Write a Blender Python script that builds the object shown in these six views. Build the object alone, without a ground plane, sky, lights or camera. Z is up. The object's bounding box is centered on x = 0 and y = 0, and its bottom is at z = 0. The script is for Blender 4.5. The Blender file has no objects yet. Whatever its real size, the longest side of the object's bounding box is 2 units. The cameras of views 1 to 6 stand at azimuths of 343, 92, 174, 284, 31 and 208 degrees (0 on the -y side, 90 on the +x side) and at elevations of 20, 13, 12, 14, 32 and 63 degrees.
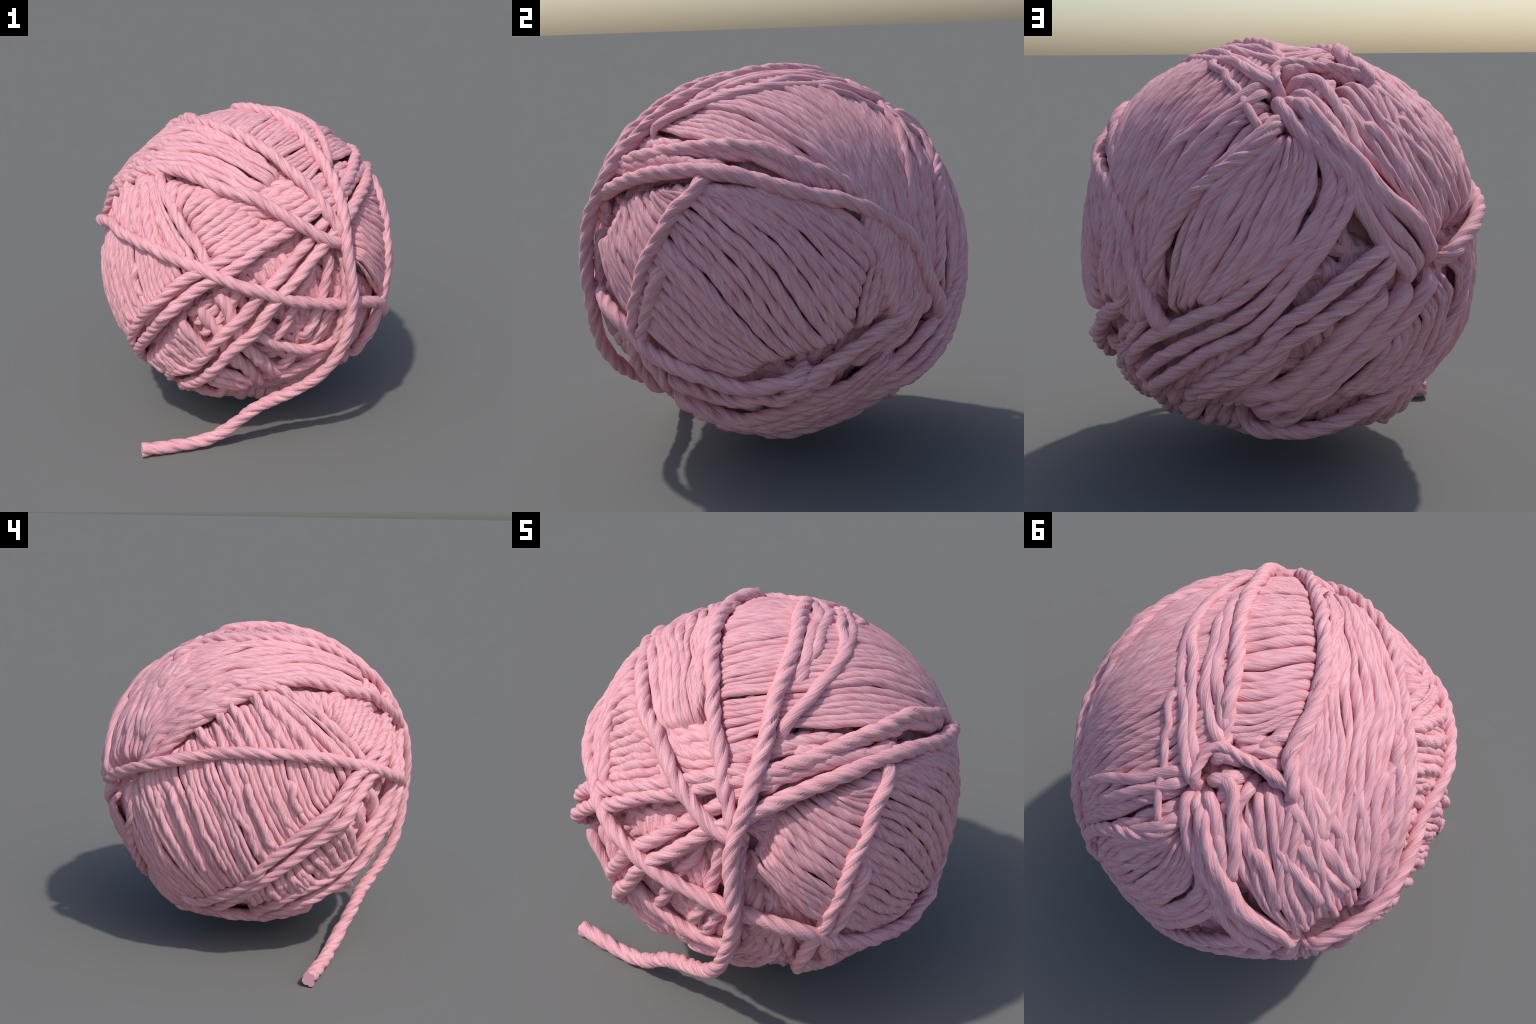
# A ball of pink twisted yarn, wound strand by strand, with a loose end on the ground.
# Every strand is a rope of plies swept along a path over the ball; paths are given as
# (longitude, latitude) waypoints in degrees around the ball's centre.  Longitude 0 faces -y,
# 90 faces +x.  A band is a sheet of parallel strands spread between guide paths.
import bpy, math, random
import numpy as np

RNG = np.random.default_rng(7)
CENTRE = np.array([0.005, -0.010, 1.035])

# the ball is not quite round: radius as a quartic in the direction (x, y, z)
SHAPE = dict(zip(
    [(i, j, k) for i in range(5) for j in range(5 - i) for k in range(5 - i - j) if i + j + k in (3, 4)],
    [0.0037, 0.9479, -0.0098, 0.0163, 0.008, 1.9378, 0.0018, -0.0069, 0.9914, 0.0007, 0.0243, 0.0149, -0.0844, 0.0136, -0.0349, -0.0362, 0.0117, 1.9845, 0.0247, -0.0299, 1.9631, 0.0001, -0.0073, 0.0029, 0.9454]))


# hollows (-) and swellings (+) of the winding: longitude, latitude, height in metres, reach in degrees
DENTS = [(-45, -8, 0.034, 12), (-66, -24, 0.02, 17), (8, -1, -0.055, 16), (2, 22, -0.045, 13), (-10, 28, -0.012, 12),
         (38, 20, -0.03, 10), (-28, 27, -0.035, 12), (-92, 23, -0.045, 10), (-125, -5, 0.006, 14), (139, -29, 0.035, 11),
         (175, -50, 0.035, 13), (171, -33, 0.022, 12), (-165, -50, 0.026, 12), (-130, -48, 0.045, 9), (150, -22, 0.018, 13),
         (95, -50, 0.03, 15), (-55, -40, 0.028, 14), (-30, -31, 0.035, 12), (14, -62, 0.045, 12), (-85, -15, 0.012, 14),
         (45, 45, -0.026, 16), (-150, 38, -0.02, 14), (172, 5, 0.004, 14), (80, -18, 0.01, 12), (102, -8, 0.01, 12),
         (-141, -5, 0.042, 9), (-25, 47, -0.012, 14), (-160, 64, -0.015, 13), (155, 54, -0.016, 13),
         (-115, -22, 0.025, 12), (100, -27, 0.028, 10), (67, -33, -0.028, 9), (-115, 50, -0.014, 12),
         (-103, 13, -0.025, 9)]


def ball_radius(d, proud=False):
    x, y, z = d[..., 0], d[..., 1], d[..., 2]
    r = sum(c * x**i * y**j * z**k for (i, j, k), c in SHAPE.items())
    if not proud:
        for lon, lat, height, reach in DENTS:
            r = r + height * np.exp(-(1 - d @ direction(lon, lat)) / (1 - math.cos(math.radians(reach))))
    return r


def direction(lon, lat):
    lon, lat = math.radians(lon), math.radians(lat)
    return np.array([math.sin(lon) * math.cos(lat), -math.cos(lon) * math.cos(lat), math.sin(lat)])


def unit(v):
    return v / np.maximum(np.linalg.norm(v, axis=-1, keepdims=True), 1e-9)


def smooth(x):
    x = np.clip(x, 0, 1)
    return x * x * (3 - 2 * x)


def spline(points, per=24):
    """centripetal Catmull-Rom through the points"""
    p = np.asarray(points, float)
    if len(p) == 2:
        return p[0] + (p[1] - p[0]) * np.linspace(0, 1, per)[:, None]
    p = np.vstack([2 * p[0] - p[1], p, 2 * p[-1] - p[-2]])
    out = []
    for a, b, c, d in zip(p[:-3], p[1:-2], p[2:-1], p[3:]):
        t0 = 0.0
        t1 = t0 + max(np.linalg.norm(b - a), 1e-5) ** 0.5
        t2 = t1 + max(np.linalg.norm(c - b), 1e-5) ** 0.5
        t3 = t2 + max(np.linalg.norm(d - c), 1e-5) ** 0.5
        t = np.linspace(t1, t2, per, endpoint=False)[:, None]
        a1 = (t1 - t) / (t1 - t0) * a + (t - t0) / (t1 - t0) * b
        a2 = (t2 - t) / (t2 - t1) * b + (t - t1) / (t2 - t1) * c
        a3 = (t3 - t) / (t3 - t2) * c + (t - t2) / (t3 - t2) * d
        b1 = (t2 - t) / (t2 - t0) * a1 + (t - t0) / (t2 - t0) * a2
        b2 = (t3 - t) / (t3 - t1) * a2 + (t - t1) / (t3 - t1) * a3
        out.append((t2 - t) / (t2 - t1) * b1 + (t - t1) / (t2 - t1) * b2)
    return np.vstack(out + [p[-2:-1]])


def resample(p, n):
    s = np.r_[0, np.cumsum(np.linalg.norm(np.diff(p, axis=0), axis=1))]
    t = np.linspace(0, s[-1], n)
    return np.stack([np.interp(t, s, p[:, i]) for i in range(p.shape[1])], 1)


def relax(p, rounds):
    """soften kinks, ends stay put"""
    p = p.copy()
    for _ in range(rounds):
        p[1:-1] = 0.25 * p[:-2] + 0.5 * p[1:-1] + 0.25 * p[2:]
    return p


def wander(n, step, wave):
    """smooth random curve with unit spread, bends about every `wave` metres"""
    m = max(int(n * step / wave) + 4, 5)
    knots = RNG.normal(size=m)
    x = np.linspace(0, m - 1.001, n)
    i = x.astype(int)
    return knots[i] + (knots[i + 1] - knots[i]) * smooth(x - i)


MESHES = []          # (verts, faces, uv, kind, size)


def rope(path, up, radius, twist=1.0, plies=4, groove=0.42, kind="yarn_strand", lump=0.05, step=0.014, flat=1.0):
    """sweep a twisted, lumpy rope of plies along a path; radius may vary along it"""
    length = np.linalg.norm(np.diff(path, axis=0), axis=1).sum()
    n = max(int(length / step), 6)
    src = np.hstack([path, up, np.broadcast_to(np.asarray(radius, float).reshape(-1, 1), (len(path), 1))])
    s = np.r_[0, np.cumsum(np.linalg.norm(np.diff(path, axis=0), axis=1))]
    t = np.linspace(0, s[-1], n)
    src = np.stack([np.interp(t, s, src[:, i]) for i in range(7)], 1)
    p, up, r = src[:, :3], src[:, 3:6], src[:, 6]
    tan = unit(np.gradient(p, axis=0))
    nor = unit(up - (up * tan).sum(1, keepdims=True) * tan)
    bin_ = np.cross(tan, nor)
    rm = float(np.mean(r))
    seg = 48 if rm > 0.03 else 24
    a = np.arange(seg) * math.tau / seg
    # helix angle: grooves lean about 25 degrees off the strand's own direction
    turn = np.cumsum(np.r_[0, np.diff(t)] * 0.64 * twist / np.maximum(r, 0.012)) * HAND + RNG.uniform(0, math.tau)
    ang = a[None] + turn[:, None]                      # angle measured in the turning frame
    ply_gain = RNG.uniform(0.55, 1.35, plies)
    ph = (ang * plies / math.tau) % plies
    cell = np.floor(ph).astype(int) % plies
    u = ph - np.floor(ph)
    hump = np.sqrt(np.clip(1 - (2 * u - 1) ** 2, 0, 1))
    prof = 1 - groove * ply_gain[cell] * (1 - hump) ** 1.0
    if seg > 30:                                       # each ply is itself a few bundles of fibre
        prof -= 0.03 * (0.5 - 0.5 * np.cos(math.tau * 3 * u)) * hump
    prof += 0.05 * np.sin(2 * ang + RNG.uniform(0, 6.3)) + 0.04 * np.sin(3 * ang + RNG.uniform(0, 6.3))
    rr = r * (1 + lump * wander(n, t[1] - t[0], 0.06))
    ring = rr[:, None] * prof
    ring += r[:, None] * 0.012 * RNG.normal(size=ring.shape)
    v = p[:, None] + ring[..., None] * (np.cos(a)[None, :, None] * bin_[:, None] + flat * np.sin(a)[None, :, None] * nor[:, None])
    v = v.reshape(-1, 3)
    idx = np.arange(n * seg).reshape(n, seg)
    q = np.stack([idx[:-1], np.roll(idx[:-1], -1, 1), np.roll(idx[1:], -1, 1), idx[1:]], -1).reshape(-1, 4)
    # fibres run along the plies: u follows the helix, v the length
    U = np.concatenate([ang, ang[:, :1] + math.tau], 1) / math.tau * 2 * math.pi * rm
    V = np.broadcast_to(t[:, None], (n, seg + 1)) + RNG.uniform(0, 90)
    g = np.arange(n * (seg + 1)).reshape(n, seg + 1)
    quv = np.stack([g[:-1, :-1], g[:-1, 1:], g[1:, 1:], g[1:, :-1]], -1).reshape(-1, 4)
    uv = np.stack([U.ravel(), V.ravel()], 1)[quv.ravel()]
    caps = [list(idx[0][::-1]), list(idx[-1])]
    MESHES.append((v, q, caps, uv, kind, rm * length))


HAND = 1.0


def lay(dirs, lift, radius, twist=1.0, tuck=0.075, wobble=0.003, kind="yarn_strand", proud=False, rise=None, **kw):
    """put a strand whose path is given by directions on the ball"""
    dirs = unit(dirs)
    p = dirs * ball_radius(dirs, proud)[:, None]
    seg = np.linalg.norm(np.diff(p, axis=0), axis=1)
    s = np.r_[0, np.cumsum(seg)]
    n = len(dirs)
    rad = np.broadcast_to(np.asarray(radius, float), (n,))
    h = ball_radius(dirs, proud) - 0.004 + lift - rad + wobble * wander(n, s[-1] / n, 0.16)
    if rise:                                           # rides over others here, or dips under
        for lon, lat, height, spread in rise:
            h = h + height * np.exp(-(1 - dirs @ direction(lon, lat)) / (1 - math.cos(math.radians(spread))))
    reach = min(0.09, 0.3 * s[-1])
    h = h - tuck * (1 - smooth(s / reach)) - tuck * (1 - smooth((s[-1] - s) / reach))
    rope(CENTRE + dirs * h[:, None], dirs, rad, twist=twist, kind=kind, **kw)


def strand(way, lift=0.0, radius=0.036, twist=1.0, extend=0.055, **kw):
    """one long strand; both ends run on a little to dive under what crosses them"""
    w = [direction(*p) for p in way]
    if extend:
        w = [w[0] + unit(w[0] - w[1]) * extend] + w + [w[-1] + unit(w[-1] - w[-2]) * extend]
    d = relax(resample(unit(spline(w)), 160), 12)
    side = unit(np.cross(np.gradient(unit(d), axis=0), d))
    d = d + side * (0.0025 * wander(160, 0.01, 0.12))[:, None]
    lay(d, lift, radius, twist, **kw)


def band(guides, lift=-0.01, width=0.046, twist=1.0, kind="yarn_strand", stray=0.16, relief=0.007, vary=0.1, size=None, cover=0.59, **kw):
    """fill the sheet between guide paths with side-by-side strands about `width` wide"""
    m = 110
    G = np.array([relax(resample(unit(spline([direction(*w) for w in g])), m), 10) for g in guides])
    span = np.linalg.norm(np.diff(G, axis=0), axis=2) * 0.96          # (guides-1, m)
    across = np.r_[0, np.cumsum(np.median(span, axis=1) + np.percentile(span, 85, axis=1))]
    total = across[-1] / 2
    count = max(int(round(total / width)), 2)
    pos = (np.arange(count) + 0.0) / (count - 1) * across[-1]
    pos[1:-1] += RNG.uniform(-0.12, 0.12, count - 2) * across[-1] / (count - 1)
    gi = np.array([np.interp(pos, across, np.arange(len(guides)))]).ravel()
    lanes = []
    for g in gi:
        i = min(int(g), len(guides) - 2)
        lanes.append((G[i] * (1 - (g - i)) + G[i + 1] * (g - i)))
    lanes = np.array(lanes)
    gap = np.linalg.norm(np.diff(lanes, axis=0), axis=2) * 0.96
    local = np.vstack([gap[:1], (gap[:-1] + gap[1:]) / 2, gap[-1:]])
    kw.setdefault("groove", 0.34 if width >= 0.05 else 0.20)
    kw.setdefault("lump", 0.03)
    for k in range(count):
        rad = np.clip(local[k] * cover, 0.011, size or width * 0.68) * RNG.uniform(1 - vary, 1 + vary)
        d = unit(lanes[k])
        side = unit(np.cross(np.gradient(d, axis=0), d))
        length = np.linalg.norm(np.diff(d, axis=0), axis=1).sum()
        d = d + side * (stray * rad * wander(m, length / m, 0.22))[:, None]
        lay(d, lift + relief * RNG.normal(), rad, twist * RNG.uniform(0.8, 1.25), kind=kind, plies=int(RNG.integers(3, 5)), wobble=0.002, **kw)


band([
    [(-17.3, 15.6), (-10.7, 7.9), (-5.0, -2.5), (2.1, -18.4)],
    [(-6.5, 19.7), (-1.9, 13.8), (2.4, 5.6), (6.1, -1.7), (6.7, -9.2)],
    [(6.7, 10.0), (10.2, 1.8), (12.1, -8.3)],
], lift=-0.062, width=0.055)  # deep_diagonals
band([
    [(26.6, -10.7), (24.3, -19.4)],
    [(38.7, -13.4), (32.8, -20.0)],
], lift=-0.067, width=0.05)  # net_low
band([
    [(23.8, 3.4), (24.8, -5.7), (24.2, -13.5)],
    [(31.0, -2.5), (29.8, -8.8), (27.6, -14.6), (24.5, -22.0)],
], lift=-0.062, width=0.05)  # net_right
strand([(10.0, 14.1), (7.2, 6.9), (3.8, 1.9), (0.4, -4.0), (-2.0, -8.6), (-5.8, -14.8), (-7.7, -16.8)], lift=-0.03, radius=0.034)  # net_a
strand([(16.2, 13.6), (15.1, 6.5), (13.4, -0.8), (11.3, -7.4), (8.4, -12.7), (5.8, -18.3)], lift=-0.03, radius=0.034)  # net_b
strand([(16.6, -8.4), (13.4, -14.5), (10.6, -20.3), (7.8, -23.8)], lift=-0.045, radius=0.032)  # net_c
strand([(2.4, -24.7), (-0.6, -29.8), (-3.3, -34.7)], lift=-0.04, radius=0.034)  # net_d
strand([(-12.8, 13.6), (-7.0, 16.2), (-1.1, 18.7)], lift=-0.07, radius=0.032)  # net_e
strand([(-10.6, 9.7), (-4.8, 12.5), (0.1, 14.3)], lift=-0.07, radius=0.032)  # net_f
strand([(-29.0, 2.0), (-23.6, 6.1), (-18.3, 8.5)], lift=-0.07, radius=0.032)  # net_g
strand([(-40.4, -6.1), (-35.4, -2.8), (-30.9, 0.5)], lift=-0.06, radius=0.032)  # net_h
strand([(-37.9, -9.6), (-33.5, -6.6), (-29.3, -3.3)], lift=-0.06, radius=0.032)  # net_i
strand([(-35.7, -14.5), (-32.2, -11.2), (-27.9, -7.2)], lift=-0.06, radius=0.032)  # net_j
strand([(-24.8, -4.0), (-21.3, 2.1), (-19.1, 6.4)], lift=-0.055, radius=0.032)  # net_k
strand([(-18.2, -12.7), (-13.2, -14.4), (-7.6, -18.1), (-0.8, -21.3), (6.9, -23.6), (13.6, -23.8), (18.7, -23.4)], lift=-0.02, radius=0.034)  # net_cross
band([
    [(-36.3, 0.5), (-33.1, -5.8), (-29.5, -12.8), (-25.5, -21.7), (-17.7, -33.8), (-15.4, -40.6), (-6.7, -48.8)],
    [(-29.2, 5.3), (-25.0, -2.4), (-21.4, -11.4), (-20.7, -18.1), (-15.3, -24.3), (-8.9, -32.4), (0.4, -40.4)],
], lift=-0.034, width=0.062)  # net_diagonal
band([
    [(-44.0, -4.3), (-39.2, -11.0), (-34.5, -18.6), (-30.5, -24.3)],
    [(-64.8, -27.4), (-58.4, -31.2), (-52.3, -35.5), (-49.4, -40.0)],
    [(-58.7, -21.6), (-52.2, -30.1), (-45.5, -37.0)],
    [(-69.8, -29.9), (-62.2, -39.7)],
    [(-80.1, -33.3), (-74.6, -47.4)],
], lift=-0.008, width=0.05)  # low_left
band([
    [(-34.9, -29.6), (-26.9, -32.5), (-17.9, -40.2), (-15.4, -45.4)],
    [(-44.1, -41.5), (-31.9, -43.0), (-21.8, -45.8)],
], lift=0.0, width=0.05)  # low_front
band([
    [(-132.0, 2.0), (-130.0, -8.0), (-129.0, -18.0), (-127.5, -28.0), (-122.0, -37.0), (-114.0, -46.0)],
    [(-131.1, 2.6), (-127.2, -5.7), (-123.5, -15.6), (-118.1, -24.2), (-112.1, -32.7), (-107.7, -40.0), (-106.7, -46.8)],
    [(-111.6, 19.8), (-113.4, 10.0), (-106.6, 0.6), (-102.6, -7.3), (-98.5, -16.1), (-94.1, -27.2), (-91.0, -33.4), (-88.8, -38.8)],
    [(-102.4, 28.7), (-97.4, 22.3), (-95.9, 12.6), (-90.0, 2.6), (-86.0, -6.9), (-82.5, -16.4), (-79.0, -24.2), (-75.4, -31.2)],
    [(-89.3, 39.2), (-82.5, 31.1), (-78.2, 23.8), (-75.4, 14.8), (-71.8, 5.8), (-67.8, -2.8), (-63.6, -9.7), (-60.4, -14.2)],
    [(-73.1, 42.9), (-67.9, 33.6), (-63.6, 22.6), (-62.2, 12.9), (-59.8, 6.6), (-56.5, -0.7), (-54.7, -2.6), (-51.9, -6.8)],
    [(-69.7, 43.8), (-60.9, 35.3), (-53.2, 26.3), (-47.7, 19.2), (-47.0, 11.5), (-45.6, 8.9), (-43.4, 3.7)],
    [(-67.6, 45.1), (-58.5, 38.0), (-51.1, 31.2), (-43.8, 23.8), (-37.7, 17.1), (-37.7, 10.3)],
], lift=-0.016, width=0.041, twist=0.6, stray=0.12, relief=0.007, vary=0.2, cover=0.55)  # left_side
band([
    [(-58.1, 45.9), (-52.1, 37.0), (-47.5, 32.1)],
    [(-41.7, 44.0), (-44.3, 35.8), (-45.4, 30.9)],
    [(-29.6, 41.6), (-38.6, 34.4), (-43.6, 28.9)],
    [(-17.8, 38.4), (-30.5, 30.8), (-39.5, 23.8)],
    [(-8.3, 31.8), (-23.7, 25.1), (-34.5, 18.1)],
    [(-1.4, 27.9), (-11.2, 22.1), (-25.3, 13.0)],
], lift=-0.008, width=0.046)  # left_high
strand([(-65.6, 45.1), (-56.8, 39.1), (-49.0, 33.3), (-41.4, 26.2), (-35.4, 20.1), (-31.3, 14.7)], lift=0.004, radius=0.036)  # left_edge
band([
    [(-46.4, 34.4), (-42.8, 39.7), (-35.1, 43.8)],
    [(-42.6, 30.8), (-35.2, 38.0), (-26.4, 42.8), (-6.9, 39.4), (0.9, 41.9), (6.5, 42.8), (14.1, 45.5)],
    [(-39.7, 26.7), (-30.1, 33.8), (-19.2, 39.2), (-1.0, 35.5), (8.0, 37.8), (17.0, 40.5), (24.5, 44.1)],
    [(-36.9, 24.1), (-27.7, 29.6), (-14.2, 34.9), (3.8, 32.0), (11.8, 34.4), (34.0, 41.1), (47.4, 42.5), (61.5, 42.0)],
    [(-34.1, 20.4), (-23.5, 24.1), (-14.7, 28.1), (-0.8, 29.3), (8.5, 31.7), (18.0, 33.7), (33.2, 39.5), (46.8, 40.2), (60.7, 40.4)],
], lift=-0.027, width=0.058)  # front_fan
band([
    [(-108.0, 70.0), (-113.0, 72.8), (-158.0, 70.7), (-179.0, 68.8), (173.0, 65.0), (169.0, 59.0), (165.0, 51.0), (160.0, 42.0), (155.0, 33.0), (149.0, 23.0), (145.0, 13.0), (144.0, 4.0), (144.0, -5.0)],
    [(-97.0, 71.5), (-100.0, 75.0), (-130.0, 77.2), (-160.0, 76.0), (175.0, 74.0), (160.0, 70.0), (155.0, 62.0), (150.0, 52.0), (145.0, 41.0), (143.0, 30.0), (141.0, 20.0), (140.5, 10.0), (141.0, 0.0), (140.0, -12.0)],
    [(-64.0, 72.0), (-63.0, 76.6), (-80.0, 82.0), (-150.0, 85.0), (150.0, 81.0), (142.0, 73.0), (141.0, 65.0), (139.0, 55.0), (136.0, 44.0), (134.5, 32.0), (134.0, 22.0), (133.0, 13.0), (134.5, 2.0), (134.0, -10.0), (131.0, -18.0)],
    [(-28.0, 68.0), (-21.0, 72.0), (0.0, 79.0), (50.0, 81.5), (100.0, 76.0), (115.0, 69.0), (124.0, 60.0), (127.0, 50.0), (128.0, 40.0), (128.0, 30.0), (127.5, 20.0), (126.0, 10.0), (125.0, 0.0), (126.0, -12.0)],
    [(-6.0, 57.5), (0.5, 60.0), (17.0, 65.0), (34.0, 67.5), (60.0, 67.0), (85.0, 63.5), (100.0, 58.5), (110.0, 52.0), (116.0, 44.0), (119.5, 35.0), (121.0, 26.0), (121.0, 17.0), (119.0, 8.0)],
    [(0.0, 53.0), (5.0, 55.0), (25.0, 58.0), (55.0, 58.5), (75.0, 57.0), (90.0, 52.0), (100.0, 46.0), (107.0, 40.0), (113.0, 33.0), (117.0, 27.0), (119.0, 22.0)],
    [(5.0, 47.0), (11.0, 48.0), (27.0, 51.0), (47.0, 51.0), (64.0, 50.0), (77.0, 46.0), (88.0, 41.5), (96.0, 37.0), (103.0, 31.5), (108.0, 27.0)],
    [(10.0, 40.5), (15.5, 42.0), (27.0, 46.0), (40.0, 47.0), (52.0, 46.0), (66.0, 44.5), (80.0, 40.5), (90.0, 36.0), (98.0, 32.0)],
], lift=-0.015, width=0.044, twist=0.6, stray=0.15, relief=0.006, groove=0.15, vary=0.12, cover=0.52)  # sweep
band([
    [(84.7, 30.7), (97.3, 26.9), (109.9, 21.9), (116.7, 16.1), (120.7, 10.5), (120.8, 8.6), (121.6, 3.6)],
    [(78.8, 30.0), (88.6, 26.5), (95.2, 24.9), (103.9, 19.0), (110.9, 12.6), (115.7, 8.1), (118.0, 2.8)],
    [(51.6, 30.6), (57.1, 27.6), (69.5, 28.8), (83.1, 20.8), (92.6, 13.0), (99.4, 3.5), (106.1, -7.1), (112.2, -16.4)],
    [(45.9, 29.1), (55.4, 23.0), (62.1, 19.7), (72.2, 12.1), (81.1, 2.1), (88.7, -9.4), (93.8, -15.2), (99.2, -19.5)],
    [(31.3, 25.1), (40.6, 17.1), (49.5, 9.1), (57.1, 3.1), (64.2, -2.4), (71.3, -10.0), (80.1, -16.5), (88.9, -23.0)],
    [(28.9, 14.7), (37.0, 6.3), (45.5, -0.8), (53.4, -9.5), (60.0, -15.9), (67.1, -21.7), (76.9, -24.8), (84.8, -25.6)],
    [(23.5, 11.7), (28.8, 7.2), (33.9, 0.9), (43.2, -8.3), (52.1, -12.8), (57.6, -19.6), (64.3, -23.5)],
], lift=-0.016, width=0.05, twist=0.6, stray=0.15, relief=0.005, vary=0.12, cover=0.52)  # right_center
band([
    [(115.3, -15.3), (116.0, -6.2), (119.4, 6.0), (120.2, 12.8)],
    [(123.7, -9.6), (125.7, -2.6), (126.2, 6.8)],
    [(128.1, -5.2), (129.3, 0.3)],
], lift=-0.032, width=0.032)  # right_fine
band([
    [(90.6, -27.0), (101.2, -24.6), (112.3, -27.0)],
    [(88.0, -36.8), (98.0, -34.6), (112.5, -34.3)],
], lift=-0.042, width=0.045)  # right_low_a
band([
    [(114.2, -27.5), (121.3, -20.5), (129.3, -16.1), (135.6, -9.7)],
    [(119.2, -28.7), (126.0, -21.3), (135.4, -14.2), (138.5, -10.3)],
], lift=-0.042, width=0.04)  # right_low_b
strand([(29.6, 30.7), (32.6, 34.0), (40.1, 36.5), (53.8, 36.9), (63.2, 36.0), (73.8, 35.4)], lift=0.0, radius=0.034)  # loop_a
strand([(38.8, 40.4), (52.6, 38.6), (62.2, 40.4), (75.2, 39.6), (86.4, 39.1), (92.4, 37.9), (100.3, 36.1), (108.1, 32.7), (115.5, 28.5), (119.6, 24.5)], lift=0.0, radius=0.036)  # loop_b
band([
    [(169.4, 33.0), (161.0, 27.3), (153.3, 19.7), (150.2, 9.8), (148.4, 3.5), (147.1, -6.0), (146.5, -11.2)],
    [(177.4, 40.7), (174.5, 34.7), (169.7, 27.9), (163.7, 18.5), (160.0, 10.3), (157.8, 7.2), (152.9, -2.2), (149.6, -9.6)],
    [(179.3, 39.8), (177.7, 32.8), (176.1, 26.2), (173.8, 21.5), (170.1, 14.0), (168.1, 9.0), (164.2, 3.0), (159.4, -2.4), (154.3, -7.2)],
    [(-179.9, 39.8), (-178.4, 32.0), (179.6, 24.6), (177.2, 18.4), (175.2, 13.1), (173.2, 7.6), (170.2, 3.2), (165.7, -1.5)],
    [(-178.6, 40.2), (-175.3, 30.9), (-176.4, 24.4), (179.9, 16.9), (177.0, 10.5), (174.9, 6.7), (171.7, 2.6)],
], stray=0.15, cover=0.54, lift=-0.022, width=0.045, twist=0.5)  # back_front
band([
    [(-113.6, 72.5), (-138.0, 70.3), (-154.6, 67.2)],
    [(-135.8, 65.6), (-148.7, 66.5), (-161.4, 64.6)],
    [(-138.2, 62.8), (-149.0, 63.8), (-158.7, 63.4)],
    [(-140.8, 56.1), (-146.3, 58.8), (-155.0, 63.2)],
], lift=-0.012, width=0.05)  # top_fan
band([
    [(-174.0, 53.7), (-169.2, 56.3), (-161.2, 60.9)],
    [(-171.0, 48.4), (-167.5, 52.2), (-164.4, 54.9)],
    [(-167.0, 45.7), (-162.3, 51.1), (-156.1, 59.2)],
], lift=-0.015, width=0.05)  # top_low
band([
    [(-7.5, 38.7), (-18.1, 42.2), (-24.2, 46.0), (-35.6, 48.8), (-49.3, 51.3), (-60.8, 51.1), (-72.3, 49.1), (-83.6, 46.9), (-97.8, 43.1), (-107.5, 36.5), (-115.4, 31.6), (-118.3, 24.5), (-122.3, 12.3)],
    [(-0.2, 41.7), (-10.1, 47.2), (-18.9, 53.7), (-41.4, 59.9), (-57.2, 58.7), (-78.2, 56.5), (-92.3, 56.0), (-106.6, 48.0), (-117.2, 41.7), (-120.7, 34.8), (-122.4, 26.7), (-122.6, 18.7)],
    [(3.2, 42.8), (-4.0, 50.1), (-17.6, 56.4), (-23.0, 63.4), (-42.0, 65.6), (-80.2, 70.1), (-104.0, 61.4), (-119.4, 53.0), (-128.2, 44.4), (-134.5, 36.1), (-133.4, 26.8), (-132.4, 13.9)],
    [(-0.6, 51.5), (-17.4, 61.0), (-33.8, 67.7), (-86.5, 70.7), (-85.1, 75.8), (-114.4, 68.1), (-130.4, 61.1), (-139.7, 52.0), (-145.2, 40.3), (-147.1, 28.5), (-144.0, 15.1), (-143.1, 4.2)],
], lift=-0.004, width=0.044, twist=0.5, vary=0.12, cover=0.525)  # high_left
band([
    [(-62.0, 47.2), (-77.4, 44.5), (-85.0, 41.3), (-93.1, 36.5), (-100.5, 31.4), (-107.5, 24.6), (-112.7, 18.5), (-117.4, 13.2)],
    [(-83.5, 46.5), (-97.8, 43.4), (-104.9, 36.6), (-111.9, 30.1), (-118.8, 21.8), (-122.9, 12.2), (-126.3, 8.7)],
], lift=0.004, width=0.06, proud=True)  # left_ridge
band([
    [(-164.6, 45.4), (-159.7, 35.6), (-155.8, 28.5), (-151.7, 20.6), (-146.5, 12.5), (-145.6, 8.4)],
    [(-154.3, 57.0), (-151.9, 43.5), (-150.8, 31.9), (-149.2, 21.3), (-145.0, 13.0), (-141.4, 7.3)],
    [(-136.6, 58.8), (-138.0, 46.3), (-137.6, 34.7), (-137.3, 23.7), (-134.3, 13.4), (-133.7, 9.1)],
    [(-100.8, 66.3), (-115.4, 52.4), (-123.4, 38.2), (-124.7, 28.0), (-125.4, 17.4), (-124.2, 10.4)],
], lift=-0.016, width=0.046, twist=0.4, stray=0.15, relief=0.01, groove=0.14, cover=0.54)  # back_right
band([
    [(-138.8, -0.8), (-138.2, -8.3), (-133.3, -21.8), (-137.5, -29.2), (-143.2, -37.5)],
    [(-146.8, -8.1), (-144.9, -15.0), (-146.5, -24.7), (-152.1, -32.6), (-159.3, -37.8)],
    [(-152.5, -15.5), (-155.0, -20.8), (-160.7, -28.4), (-168.6, -37.0)],
], lift=-0.015, width=0.036)  # back_low_right
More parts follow.
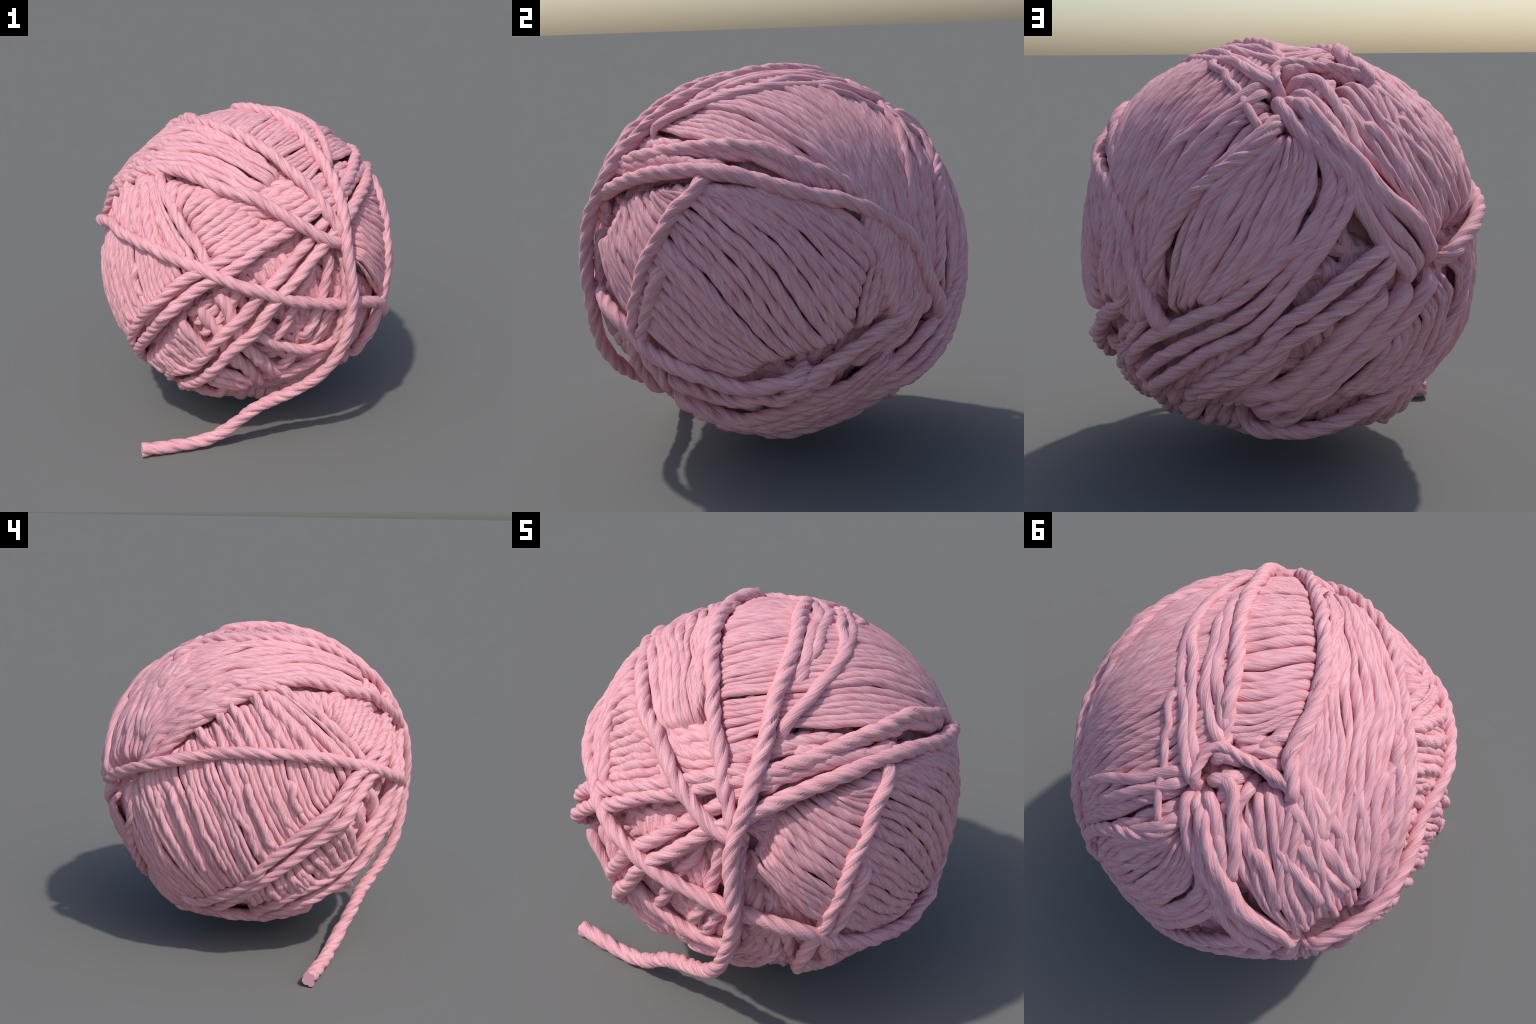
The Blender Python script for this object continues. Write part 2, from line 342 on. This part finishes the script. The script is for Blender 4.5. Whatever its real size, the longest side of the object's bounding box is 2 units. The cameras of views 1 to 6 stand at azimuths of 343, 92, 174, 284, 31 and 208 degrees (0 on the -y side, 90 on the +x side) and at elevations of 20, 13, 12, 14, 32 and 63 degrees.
band([
    [(142.9, -24.7), (139.9, -32.7), (131.6, -45.3)],
    [(155.2, -20.0), (148.3, -29.4), (141.3, -45.1)],
    [(169.9, -11.6), (161.2, -28.4), (149.8, -44.8)],
    [(176.9, -16.9), (175.0, -21.7), (165.1, -31.8), (158.3, -42.5)],
], lift=-0.035, width=0.06)  # back_low_left
band([
    [(-173.0, 4.3), (-171.8, -0.3)],
    [(-167.8, -7.1), (-166.0, -12.6)],
    [(-163.4, -3.4), (-161.7, -7.7)],
], lift=-0.062, width=0.07)  # back_gap
band([
    [(-177.5, -13.2), (-173.9, -19.2)],
    [(-172.0, -10.1), (-169.9, -16.2)],
], lift=-0.057, width=0.06)  # back_gap_low
band([
    [(174.9, 52.9), (175.7, 47.1), (178.6, 42.4), (-177.0, 36.3), (-173.9, 29.1)],
    [(176.8, 53.1), (-178.0, 47.3), (-173.4, 41.3), (-170.4, 32.5), (-168.7, 26.7)],
    [(178.6, 53.3), (-174.3, 50.9), (-169.3, 46.7), (-167.0, 39.2), (-166.2, 31.6)],
], lift=-0.008, width=0.05, twist=0.5, groove=0.15)  # hood
band([
    [(-176.5, 38.2), (-170.8, 31.5), (-165.7, 24.6), (-164.8, 18.6), (-160.9, 12.1), (-158.2, 7.4), (-153.6, 2.7), (-149.7, -2.4)],
    [(-178.8, 50.5), (-170.4, 38.0), (-164.5, 29.6), (-160.6, 24.4), (-155.5, 17.7), (-148.7, 10.9), (-146.1, 6.1), (-143.9, 1.5)],
], lift=0.012, width=0.055, twist=0.5, groove=0.2)  # hood_right
band([
    [(-170.1, 46.4), (-166.0, 34.9), (-165.0, 24.6), (-166.9, 17.9), (-171.4, 12.1), (-176.0, 5.9), (178.0, -1.4), (171.5, -8.9), (165.1, -13.8), (152.8, -19.8), (110.4, -41.2)],
    [(178.4, 44.0), (-176.8, 35.9), (-172.2, 30.2), (-171.4, 24.2), (-174.5, 16.7), (-179.4, 10.4), (175.2, 6.1), (170.2, 0.8), (164.0, -4.6), (154.1, -9.8), (140.0, -15.6), (124.9, -27.1), (107.9, -36.5)],
], lift=-0.006, width=0.047, twist=0.8, relief=0.01, rise=[(139,-25,0.022,16)], groove=0.2)  # swirl
strand([(174.6, 40.8), (169.4, 33.7), (162.5, 29.3), (156.0, 24.6), (151.5, 19.6), (148.6, 14.8), (145.5, 9.4), (142.4, 1.4), (141.5, -1.9)], lift=0.01, radius=0.034)  # swirl_edge
strand([(-158.9, 7.5), (-165.1, 3.8), (-171.5, -0.9), (-177.5, -5.5), (175.1, -10.6), (169.7, -18.0), (162.8, -21.9), (154.5, -28.0), (145.6, -34.7)], lift=0.018, radius=0.036)  # ribbon_a
strand([(-156.9, 4.2), (-160.1, 0.9), (-166.6, -4.3), (-172.8, -8.0), (-178.8, -11.7), (175.0, -16.1), (171.2, -20.5), (164.1, -25.1), (155.9, -29.9), (145.5, -37.1)], lift=0.018, radius=0.036)  # ribbon_b
band([
    [(-156.4, -3.8), (-161.7, -7.7), (-167.2, -13.2), (-171.9, -18.6), (-178.1, -25.3), (175.0, -30.9), (168.7, -32.9), (162.0, -37.6)],
    [(-143.6, 1.2), (-146.3, -4.9), (-149.9, -10.5), (-156.2, -16.8), (-163.9, -23.9), (-173.4, -34.2), (175.0, -45.7), (169.2, -48.1)],
], lift=-0.002, width=0.068, relief=0.01)  # back_belt
band([
    [(40.0, -41.7), (48.8, -45.0), (58.7, -49.7), (71.6, -50.3), (84.6, -45.4), (88.9, -43.5), (96.1, -39.3), (104.5, -34.4), (113.0, -31.5), (118.3, -25.9), (123.9, -21.9), (128.0, -20.4)],
    [(69.1, -59.5), (86.4, -52.0), (94.0, -49.3), (120.0, -41.6), (126.2, -28.3), (130.9, -22.1)],
    [(75.0, -70.0), (95.0, -67.0), (118.0, -58.0), (133.0, -48.0), (141.0, -41.0)],
], lift=0.006, width=0.068, relief=0.009)  # low_belt
strand([(33.2, 44.8), (36.6, 48.0), (42.2, 51.9), (50.8, 56.3), (59.8, 59.3), (73.1, 63.1), (82.8, 64.9), (99.5, 66.8), (117.3, 67.6), (132.5, 67.4), (146.1, 66.0), (161.2, 60.7), (168.6, 56.6), (171.7, 55.3), (175.6, 53.6)], lift=0.01, proud=True, radius=0.029, groove=0.15, twist=0.5, flat=0.75, lump=0.02)  # crown_a
strand([(74.9, 64.4), (87.4, 66.8), (103.5, 70.5), (119.1, 70.9), (140.1, 69.0), (155.3, 65.3), (166.9, 60.8), (173.1, 57.3), (175.5, 53.8)], lift=0.01, radius=0.026, groove=0.15, twist=0.5, flat=0.75, lump=0.02)  # crown_b
strand([(41.4, 58.3), (46.6, 62.7), (60.5, 68.2), (77.4, 73.2), (98.7, 75.3), (122.2, 75.1), (141.2, 73.2), (162.5, 70.2), (179.7, 66.5)], lift=0.012, radius=0.03, groove=0.15, twist=0.5, flat=0.75, lump=0.02)  # crown_c
strand([(40.4, 59.1), (47.6, 64.3), (55.7, 69.2), (79.0, 76.0), (104.2, 77.5), (133.5, 77.5), (162.4, 74.7), (178.1, 69.9)], lift=0.012, radius=0.03, groove=0.15, twist=0.5, flat=0.75, lump=0.02)  # crown_d
strand([(129.2, 66.4), (134.6, 63.0), (145.4, 60.1), (151.8, 56.1), (159.1, 52.2), (162.6, 47.8), (166.0, 43.2), (169.8, 38.1)], lift=0.008, radius=0.02, groove=0.15, twist=0.5, flat=0.75, lump=0.02)  # crown_e
strand([(134.1, 17.1), (142.6, 33.3), (152.3, 42.3), (158.8, 48.8), (168.9, 55.0)], lift=0.012, radius=0.026, groove=0.15, twist=0.5, flat=0.75, lump=0.02)  # crown_f
strand([(146.1, 25.9), (153.4, 38.0), (161.1, 45.2), (170.4, 52.4)], lift=0.012, radius=0.026, groove=0.15, twist=0.5, flat=0.75, lump=0.02)  # crown_g
strand([(160.7, 28.6), (166.7, 34.4), (171.3, 38.5), (175.4, 43.1)], lift=0.008, radius=0.028, groove=0.15, twist=0.5, flat=0.75, lump=0.02)  # crown_h
strand([(-171.2, 58.8), (-165.7, 55.1), (-163.8, 48.6), (-161.9, 40.0), (-162.1, 30.3)], lift=0.012, radius=0.03, groove=0.15, twist=0.5, flat=0.75, lump=0.02)  # crown_i
strand([(-116.3, 70.2), (-127.2, 64.8), (-132.3, 59.3), (-132.4, 52.4), (-130.6, 45.6), (-132.1, 40.2)], lift=0.016, radius=0.034, groove=0.15, twist=0.5, flat=0.75, lump=0.02)  # crown_k
strand([(-140.8, 52.4), (-136.1, 45.5), (-132.0, 38.6), (-128.7, 31.9), (-124.4, 20.8)], lift=0.014, radius=0.038, groove=0.15, twist=0.5, flat=0.75, lump=0.02)  # crown_l
strand([(-139.0, 40.9), (-136.4, 35.1), (-130.8, 27.5), (-126.9, 20.9)], lift=0.012, radius=0.032, groove=0.15, twist=0.5, flat=0.75, lump=0.02)  # crown_m
strand([(-147.8, 41.1), (-142.7, 33.5), (-138.4, 27.4), (-135.7, 20.3)], lift=0.012, radius=0.03, groove=0.15, twist=0.5, flat=0.75, lump=0.02)  # crown_n
strand([(-154.8, 39.7), (-151.5, 34.9), (-149.0, 27.7), (-148.1, 21.0)], lift=0.012, radius=0.03, groove=0.15, twist=0.5, flat=0.75, lump=0.02)  # crown_o
strand([(-129.4, 54.6), (-127.0, 47.5), (-125.1, 40.9), (-123.7, 32.2), (-124.1, 22.8)], lift=0.01, radius=0.03, groove=0.15, twist=0.5, flat=0.75, lump=0.02)  # crown_p
strand([(-97.0, 45.5), (-105.4, 43.8), (-111.2, 38.5), (-116.0, 30.3), (-119.6, 22.7), (-122.4, 14.2)], lift=0.012, radius=0.032, groove=0.15, twist=0.5, flat=0.75, lump=0.02)  # crown_q
strand([(-111.0, 49.1), (-115.4, 41.0), (-118.5, 31.9), (-121.6, 24.2)], lift=0.01, radius=0.03, groove=0.15, twist=0.5, flat=0.75, lump=0.02)  # crown_r
strand([(99.0, 35.2), (91.6, 39.3), (81.4, 40.8), (69.0, 41.0), (58.3, 40.6), (48.7, 39.0), (35.8, 36.3), (28.2, 34.1), (10.0, 28.7), (2.4, 25.6), (-6.1, 22.7), (-23.4, 12.3), (-32.4, 7.2), (-38.0, 2.9), (-43.9, -2.0), (-49.8, -7.8), (-57.3, -14.9), (-65.0, -21.5), (-73.9, -27.9), (-76.6, -31.9), (-83.5, -38.2), (-96.1, -47.2), (-113.5, -56.1), (-114.7, -49.2)], lift=0.02, radius=0.037, rise=[(-46,-3,0.035,11)])  # pair_a
strand([(23.7, 34.8), (19.2, 34.1), (-0.4, 27.6), (-11.1, 23.2), (-29.5, 14.3), (-35.0, 11.3), (-39.9, 8.8), (-45.9, 3.4), (-53.0, -2.7), (-61.6, -10.5), (-66.9, -15.9), (-72.2, -20.4), (-77.4, -28.1), (-83.1, -33.6), (-93.3, -39.4), (-106.8, -45.1), (-115.6, -44.4)], lift=0.02, radius=0.037, rise=[(-52,-2,0.025,11)])  # pair_b
strand([(144.8, -12.5), (142.9, -8.5), (139.7, -3.1), (135.4, 2.8), (133.6, 10.6), (127.3, 15.4), (121.0, 20.4), (114.2, 23.6), (106.7, 25.6), (99.2, 27.8), (91.7, 29.5), (82.6, 32.1), (74.3, 32.8), (70.3, 34.1), (60.0, 33.2), (43.1, 30.9), (33.8, 27.9), (28.5, 25.7), (25.6, 24.0), (19.6, 21.5), (13.7, 17.8), (8.9, 14.0), (3.2, 9.2), (-3.1, 4.4), (-8.2, -0.4), (-13.0, -7.6), (-17.5, -14.1), (-19.3, -13.6), (-25.4, -20.4), (-32.4, -28.0), (-42.9, -38.3), (-53.3, -42.0), (-61.5, -48.9), (-71.6, -60.7)], lift=0.024, radius=0.037)  # pair_c
strand([(63.6, 36.1), (52.3, 36.6), (41.7, 35.7), (35.7, 33.8), (24.1, 30.5), (17.2, 26.3), (9.6, 21.2), (4.2, 17.2), (-1.3, 12.7), (-6.9, 7.8), (-13.8, 1.8), (-18.2, -4.1), (-19.6, -4.8), (-22.6, -8.0), (-26.5, -12.3), (-31.1, -17.0), (-36.7, -23.7), (-45.2, -31.8), (-54.5, -34.9), (-61.7, -39.7), (-70.1, -48.4), (-75.6, -54.7)], lift=0.004, radius=0.037)  # pair_d
strand([(69.4, 32.8), (68.6, 30.6), (66.4, 27.6), (62.4, 23.9), (58.8, 18.8), (56.0, 12.6), (53.5, 10.1), (50.3, 2.7), (47.4, -5.0), (44.6, -13.3), (40.4, -25.0), (40.2, -31.6), (40.7, -38.0)], lift=0.018, proud=True, radius=0.036, extend=0.035)  # right_pair_a
strand([(57.2, 5.2), (54.7, -0.4), (50.8, -8.4), (47.8, -15.1), (46.8, -22.2), (49.3, -26.9), (49.8, -33.1)], lift=0.016, proud=True, radius=0.036)  # right_pair_b
strand([(-142.0, 1.8), (-137.7, 4.3), (-133.3, 6.1), (-121.0, 11.1), (-108.4, 15.4), (-97.0, 19.1), (-85.0, 20.6), (-76.6, 20.3), (-65.7, 20.2), (-54.4, 18.7), (-42.0, 15.8), (-32.5, 12.8), (-25.2, 10.3), (-19.4, 7.4), (-12.5, 5.6), (-5.6, 1.8), (2.1, -1.2), (10.1, -3.7), (18.2, -6.0), (25.3, -5.8), (32.5, -8.2), (37.5, -10.1), (42.1, -12.0), (50.0, -19.0), (58.2, -21.8), (66.4, -23.8), (74.3, -26.9), (82.6, -27.8), (89.9, -26.1), (95.6, -24.8), (100.4, -23.6)], lift=0.032, radius=0.037, extend=0.0, rise=[(20,-8,-0.028,12),(-14,5,0.01,10),(72,-25,0.03,14),(-122,8,0.03,14),(-106,12,0.022,10)])  # long_low
strand([(-117.4, 13.2), (-112.8, 18.9), (-107.6, 25.2), (-100.8, 32.2), (-93.4, 37.7), (-85.2, 42.5), (-77.4, 45.4), (-67.2, 47.7), (-56.0, 48.5), (-44.5, 47.5), (-33.8, 44.4), (-22.8, 40.4), (-13.8, 38.4), (-6.0, 34.1), (1.0, 29.0), (7.9, 24.1), (14.9, 18.7), (20.2, 17.0)], lift=0.014, proud=True, radius=0.037)  # long_mid
strand([(132.0, -3.0), (131.1, -6.5), (125.6, -11.1), (120.0, -13.6), (112.5, -18.1), (104.9, -22.2), (95.6, -28.6), (89.5, -33.0), (86.3, -31.6), (76.9, -35.0), (66.5, -36.1), (57.8, -33.0), (51.5, -29.6)], lift=0.012, radius=0.036, rise=[(84,-33,0.025,14)])  # cross_strand
strand([(-138.9, 53.6), (-137.5, 59.4), (-135.6, 64.9), (-130.5, 67.0), (-123.9, 69.3), (-110.8, 71.0), (-92.6, 73.0), (-64.6, 74.1), (-36.2, 71.2), (-14.7, 64.9), (0.2, 56.2), (5.9, 48.9), (10.6, 42.7), (14.4, 36.6), (16.7, 29.2), (18.9, 24.2), (20.3, 20.2)], lift=0.026, proud=True, radius=0.037)  # long_high
strand([(174.9, 53.7), (174.2, 58.0), (174.2, 61.5), (176.1, 64.2), (-178.4, 65.7), (-166.4, 64.5), (-152.0, 62.2), (-143.2, 58.6), (-139.2, 53.9)], lift=0.016, radius=0.026)  # crown_loop
band([
    [(1.7, -47.7), (17.6, -48.1), (25.8, -41.1), (29.8, -31.0), (34.6, -23.7)],
    [(-6.5, -40.9), (5.2, -35.1), (13.2, -30.2), (21.0, -24.2), (27.1, -18.3)],
], lift=-0.035, width=0.055)  # front_low
strand([(-128.0, 3.0), (-127.0, -6.0), (-130.0, -14.0), (-133.0, -22.0), (-136.0, -29.0), (-141.0, -35.0), (-149.0, -40.0), (-158.0, -44.5), (-170.0, -48.0), (175.0, -51.0), (160.0, -52.0)], lift=0.012, radius=0.038)  # back_rim
band([
    [(-129.0, -28.0), (-125.0, -37.0), (-118.0, -46.0), (-105.0, -53.0)],
    [(-136.0, -33.0), (-135.0, -42.0), (-130.0, -50.0), (-118.0, -58.0)],
    [(-148.0, -41.0), (-150.0, -50.0), (-148.0, -58.0), (-140.0, -66.0)],
    [(-165.0, -48.0), (-170.0, -57.0), (-178.0, -64.0)],
], lift=-0.012, width=0.05)  # back_under
band([
    [(22.0, -16.0), (25.0, -28.0), (28.0, -40.0)],
    [(38.0, -14.0), (41.0, -27.0), (44.0, -42.0)],
    [(50.0, -16.0), (55.0, -28.0), (58.0, -42.0)],
], lift=-0.055, width=0.055)  # right_fill
band([
    [(171.8, 51.0), (161.2, 41.6), (150.6, 27.1), (143.4, 11.7)],
    [(174.3, 47.3), (166.4, 39.6), (158.6, 28.8), (150.4, 14.1)],
    [(176.0, 44.1), (170.2, 38.4), (163.4, 29.4), (155.2, 16.8)],
], lift=-0.022, width=0.05)  # crown_fill
strand([(22.0, 12.0), (21.5, 5.0), (21.5, -5.0), (20.5, -14.0), (19.0, -24.0), (15.0, -32.0)], lift=-0.03, proud=True, radius=0.03)  # net_under
band([
    [(176.9, 60.7), (-176.3, 63.6), (-164.3, 63.4)],
    [(176.9, 57.7), (-173.7, 60.5), (-160.1, 62.0)],
    [(-179.1, 54.7), (-171.9, 57.6), (-162.9, 59.8)],
], lift=-0.004, width=0.05)  # crown_patch
strand([(-78.3, 42.8), (-71.7, 31.8), (-64.8, 22.3)], lift=0.0, radius=0.032)  # left_cross_a
strand([(-74.0, 42.9), (-64.7, 32.5), (-55.7, 21.2), (-53.0, 16.5)], lift=0.002, radius=0.034)  # left_cross_b
strand([(-90.3, 39.6), (-81.7, 30.8), (-77.0, 22.7)], lift=0.0, radius=0.03)  # left_cross_c
strand([(-95.0, 36.3), (-87.4, 29.0), (-81.2, 22.4)], lift=0.002, radius=0.03)  # left_cross_d
strand([(-102.6, 29.3), (-97.4, 25.2), (-93.0, 22.4)], lift=0.002, radius=0.028)  # left_cross_e
strand([(-70.2, 43.4), (-59.3, 34.6), (-49.3, 24.3), (-43.4, 18.1)], lift=-0.002, radius=0.03)  # left_cross_f
band([
    [(-175.1, 67.0), (-162.7, 69.2), (-146.5, 70.5)],
    [(-170.6, 64.8), (-159.9, 66.7), (-147.2, 67.4)],
], lift=-0.01, width=0.05)  # crown_patch_high
band([
    [(-36.1, 9.8), (-43.8, 3.0), (-53.4, -5.6), (-64.3, -16.1)],
    [(-33.8, 8.6), (-40.7, 2.3), (-49.5, -6.1), (-62.6, -19.3)],
], lift=-0.012, width=0.045)  # pair_fill
band([
    [(-122.7, 5.4), (-119.0, -4.8), (-113.7, -17.3), (-108.8, -30.2)],
    [(-99.8, 11.1), (-94.8, -0.4), (-88.4, -14.8), (-83.4, -27.0)],
    [(-76.5, 12.8), (-74.2, 3.4), (-69.1, -8.0), (-65.2, -14.4)],
    [(-64.1, 12.7), (-63.0, 5.7), (-57.9, -3.2)],
], lift=0.0, width=0.11, size=0.025, stray=0.35)  # left_over

# the last strand: over the crown, down the front and out along the ground
LOOSE = [(-179.7, 66.5), (178.6, 69.9), (167.3, 76.4), (143.9, 81.4), (101.2, 82.8), (66.5, 79.2), (48.0, 71.8), (37.4, 63.0), (30.0, 52.0), (28.4, 44.1), (24.5, 30.5), (23.0, 24.3), (20.8, 17.1), (20.4, 9.7), (21.0, 2.5), (21.2, -4.9), (20.7, -10.7)]
crown = unit(spline([direction(*w) for w in LOOSE]))
lead = [CENTRE + d * (ball_radius(d[None], True)[0] - 0.016 * smooth((d[2] - 0.3) / 0.5)) for d in crown[:-4]]
trail = [(0.318, -0.925, 0.724), (0.25, -0.893, 0.575), (0.155, -0.835, 0.455), (0.04, -0.775, 0.37),
         (-0.077, -0.733, 0.314), (-0.205, -0.712, 0.262), (-0.28, -0.676, 0.192), (-0.36, -0.642, 0.118),
         (-0.451, -0.616, 0.068), (-0.565, -0.604, 0.048), (-0.676, -0.590, 0.043), (-0.787, -0.575, 0.043),
         (-0.893, -0.567, 0.050)]
path = np.vstack([resample(np.array(lead), 40), np.array(trail)])
path = relax(resample(spline(path), 320), 14)
up = path - CENTRE
drop = smooth((np.arange(320) - 215) / 60)[:, None]
up = unit(unit(up) * (1 - drop) + np.array([0.0, -0.3, 1.0]) * drop)
fade = 0.05 * (1 - smooth(np.arange(320) / 18))
path = path - unit(path - CENTRE) * fade[:, None]
width = 0.037 + 0.004 * smooth((np.arange(320) - 200) / 60)
width[-8:] *= np.array([1, 1, 1.02, 1.05, 1.09, 1.13, 1.14, 1.08])
rope(path, up, width, twist=1.0, kind="loose_end")

# underneath, out of sight, the windings run on from the low belt
band([[(52, -54), (95, -62), (138, -48)], [(30, -62), (95, -76), (165, -58)], [(0, -64), (-85, -88), (180, -66)],
      [(-25, -62), (-85, -76), (-150, -62)], [(-32, -52), (-85, -60), (-135, -50)]], lift=0.004, width=0.056)

# inner winding: random strands, one over another, that show in the gaps of the outer layers
for k in range(150):
    pole = unit(RNG.normal(size=3))
    a = unit(np.cross(pole, RNG.normal(size=3)))
    b = np.cross(pole, a)
    t = np.linspace(0, RNG.uniform(1.6, 3.2), 90)
    d = np.cos(t)[:, None] * a + np.sin(t)[:, None] * b + RNG.uniform(-0.5, 0.5) * pole
    lay(d, RNG.uniform(-0.105, -0.07), 0.033, kind="inner_winding", step=0.03)


# ---------------------------------------------------------------- materials
def yarn_material(name, seed):
    m = bpy.data.materials.new(name)
    m.use_nodes = True
    nt = m.node_tree
    N, L = nt.nodes, nt.links
    bsdf = N["Principled BSDF"]
    uv = N.new("ShaderNodeUVMap")
    uv.uv_map = "fibre"
    obj = N.new("ShaderNodeTexCoord")
    stretch = N.new("ShaderNodeMapping")
    stretch.inputs["Scale"].default_value = (190, 9, 1)
    stretch.inputs["Location"].default_value = (seed, seed * 2, 0)
    L.new(uv.outputs["UV"], stretch.inputs["Vector"])
    fibre = N.new("ShaderNodeTexNoise")
    fibre.inputs["Scale"].default_value = 1.0
    fibre.inputs["Detail"].default_value = 3
    L.new(stretch.outputs["Vector"], fibre.inputs["Vector"])
    streak_map = N.new("ShaderNodeMapping")
    streak_map.inputs["Scale"].default_value = (105, 9, 1)
    L.new(uv.outputs["UV"], streak_map.inputs["Vector"])
    streak = N.new("ShaderNodeTexNoise")
    streak.inputs["Scale"].default_value = 1.0
    streak.inputs["Detail"].default_value = 2
    L.new(streak_map.outputs["Vector"], streak.inputs["Vector"])
    patch = N.new("ShaderNodeTexNoise")
    patch.inputs["Scale"].default_value = 5.0
    patch.inputs["Detail"].default_value = 3
    L.new(obj.outputs["Object"], patch.inputs["Vector"])
    ramp = N.new("ShaderNodeValToRGB")
    e = ramp.color_ramp.elements
    e[0].position, e[0].color = 0.30, (*DARK, 1)
    e[1].position, e[1].color = 0.68, (*PALE, 1)
    mid = ramp.color_ramp.elements.new(0.5)
    mid.color = (*BASE, 1)
    mixv = N.new("ShaderNodeMath")
    mixv.operation = "MULTIPLY_ADD"
    mixv.inputs[1].default_value = 0.45
    L.new(fibre.outputs["Fac"], mixv.inputs[0])
    half = N.new("ShaderNodeMath")
    half.operation = "MULTIPLY"
    half.inputs[1].default_value = 0.55
    L.new(streak.outputs["Fac"], half.inputs[0])
    L.new(half.outputs[0], mixv.inputs[2])
    L.new(mixv.outputs[0], ramp.inputs["Fac"])
    tint = N.new("ShaderNodeMix")
    tint.data_type = "RGBA"
    tint.blend_type = "MULTIPLY"
    tint.inputs["Factor"].default_value = 1.0
    tr = N.new("ShaderNodeValToRGB")
    tr.color_ramp.elements[0].position, tr.color_ramp.elements[0].color = 0.35, (0.95, 0.93, 0.95, 1)
    tr.color_ramp.elements[1].position, tr.color_ramp.elements[1].color = 0.65, (1.0, 1.0, 1.0, 1)
    L.new(patch.outputs["Fac"], tr.inputs["Fac"])
    L.new(ramp.outputs["Color"], tint.inputs["A"])
    L.new(tr.outputs["Color"], tint.inputs["B"])
    L.new(tint.outputs["Result"], bsdf.inputs["Base Color"])
    bump = N.new("ShaderNodeBump")
    bump.inputs["Strength"].default_value = 0.8
    bump.inputs["Distance"].default_value = 0.008
    L.new(mixv.outputs[0], bump.inputs["Height"])
    L.new(bump.outputs["Normal"], bsdf.inputs["Normal"])
    bsdf.inputs["Roughness"].default_value = 0.75
    bsdf.inputs["Specular IOR Level"].default_value = 0.3
    return m


BASE = (0.80, 0.405, 0.445)
PALE = (0.89, 0.55, 0.58)
DARK = (0.63, 0.255, 0.305)
YARN = [yarn_material("pink_yarn", 3.0), yarn_material("pink_yarn_soft", 41.0)]


# ---------------------------------------------------------------- objects
def build(name, parts, material, smooth_angle=0.9):
    vs, qs, caps, uvs, base = [], [], [], [], 0
    for v, q, cap, uv, *_ in parts:
        vs.append(v)
        qs.append(q + base)
        caps += [[i + base for i in c] for c in cap]
        uvs.append(uv)
        base += len(v)
    v, q, uv = np.vstack(vs), np.vstack(qs), np.vstack(uvs)
    mesh = bpy.data.meshes.new(name)
    ncap = sum(len(c) for c in caps)
    mesh.vertices.add(len(v))
    mesh.vertices.foreach_set("co", v.astype(np.float32).ravel())
    mesh.loops.add(q.size + ncap)
    mesh.loops.foreach_set("vertex_index", np.r_[q.ravel(), np.concatenate(caps)].astype(np.int32))
    mesh.polygons.add(len(q) + len(caps))
    start = np.r_[np.arange(len(q)) * 4, q.size + np.r_[0, np.cumsum([len(c) for c in caps])[:-1]]]
    mesh.polygons.foreach_set("loop_start", start.astype(np.int32))
    lay_uv = mesh.uv_layers.new(name="fibre")
    lay_uv.data.foreach_set("uv", np.r_[uv.ravel(), np.zeros(ncap * 2)].astype(np.float32))
    mesh.polygons.foreach_set("use_smooth", np.r_[np.ones(len(q), bool), np.zeros(len(caps), bool)])
    mesh.update(calc_edges=True)
    mesh.validate()
    mesh.materials.append(material)
    ob = bpy.data.objects.new(name, mesh)
    bpy.context.collection.objects.link(ob)
    return ob


root = bpy.data.objects.new("yarn_ball", None)
root.empty_display_size = 0.2
bpy.context.collection.objects.link(root)
root["label"] = "pink ball of twisted yarn with one loose end"
root["category"] = "yarn ball"

outer = sorted([m for m in MESHES if m[4] == "yarn_strand"], key=lambda m: -m[5])
children = []
for i, m in enumerate(outer[:300]):
    children.append(build("yarn_strand", [m], YARN[i % 2]))
if outer[300:]:
    rest = build("yarn_strand_filler", outer[300:], YARN[0])
    rest["kind"] = "stuff"
    children.append(rest)
children.append(build("loose_end", [m for m in MESHES if m[4] == "loose_end"], YARN[0]))
inner = build("inner_winding", [m for m in MESHES if m[4] == "inner_winding"], YARN[1])
inner["kind"] = "stuff"
children.append(inner)

# the solid heart of the ball, below all windings
n, k = 64, 32
lat, lon = np.meshgrid(np.linspace(-math.pi / 2, math.pi / 2, k), np.arange(n) * math.tau / n, indexing="ij")
d = np.stack([np.cos(lat) * np.sin(lon), -np.cos(lat) * np.cos(lon), np.sin(lat)], -1)
cv = (CENTRE + d * (ball_radius(d) - 0.16)[..., None]).reshape(-1, 3)
ci = np.arange(k * n).reshape(k, n)
cq = np.stack([ci[:-1], np.roll(ci[:-1], -1, 1), np.roll(ci[1:], -1, 1), ci[1:]], -1).reshape(-1, 4)
cuv = np.stack([lon.ravel(), lat.ravel()], 1)[cq.ravel()]
children.append(build("yarn_core", [(cv, cq, [[0, 1, 2]], cuv)], YARN[0]))
for ob in children:
    ob.parent = root
print("strands", len(outer), "faces", sum(len(m[1]) for m in MESHES))
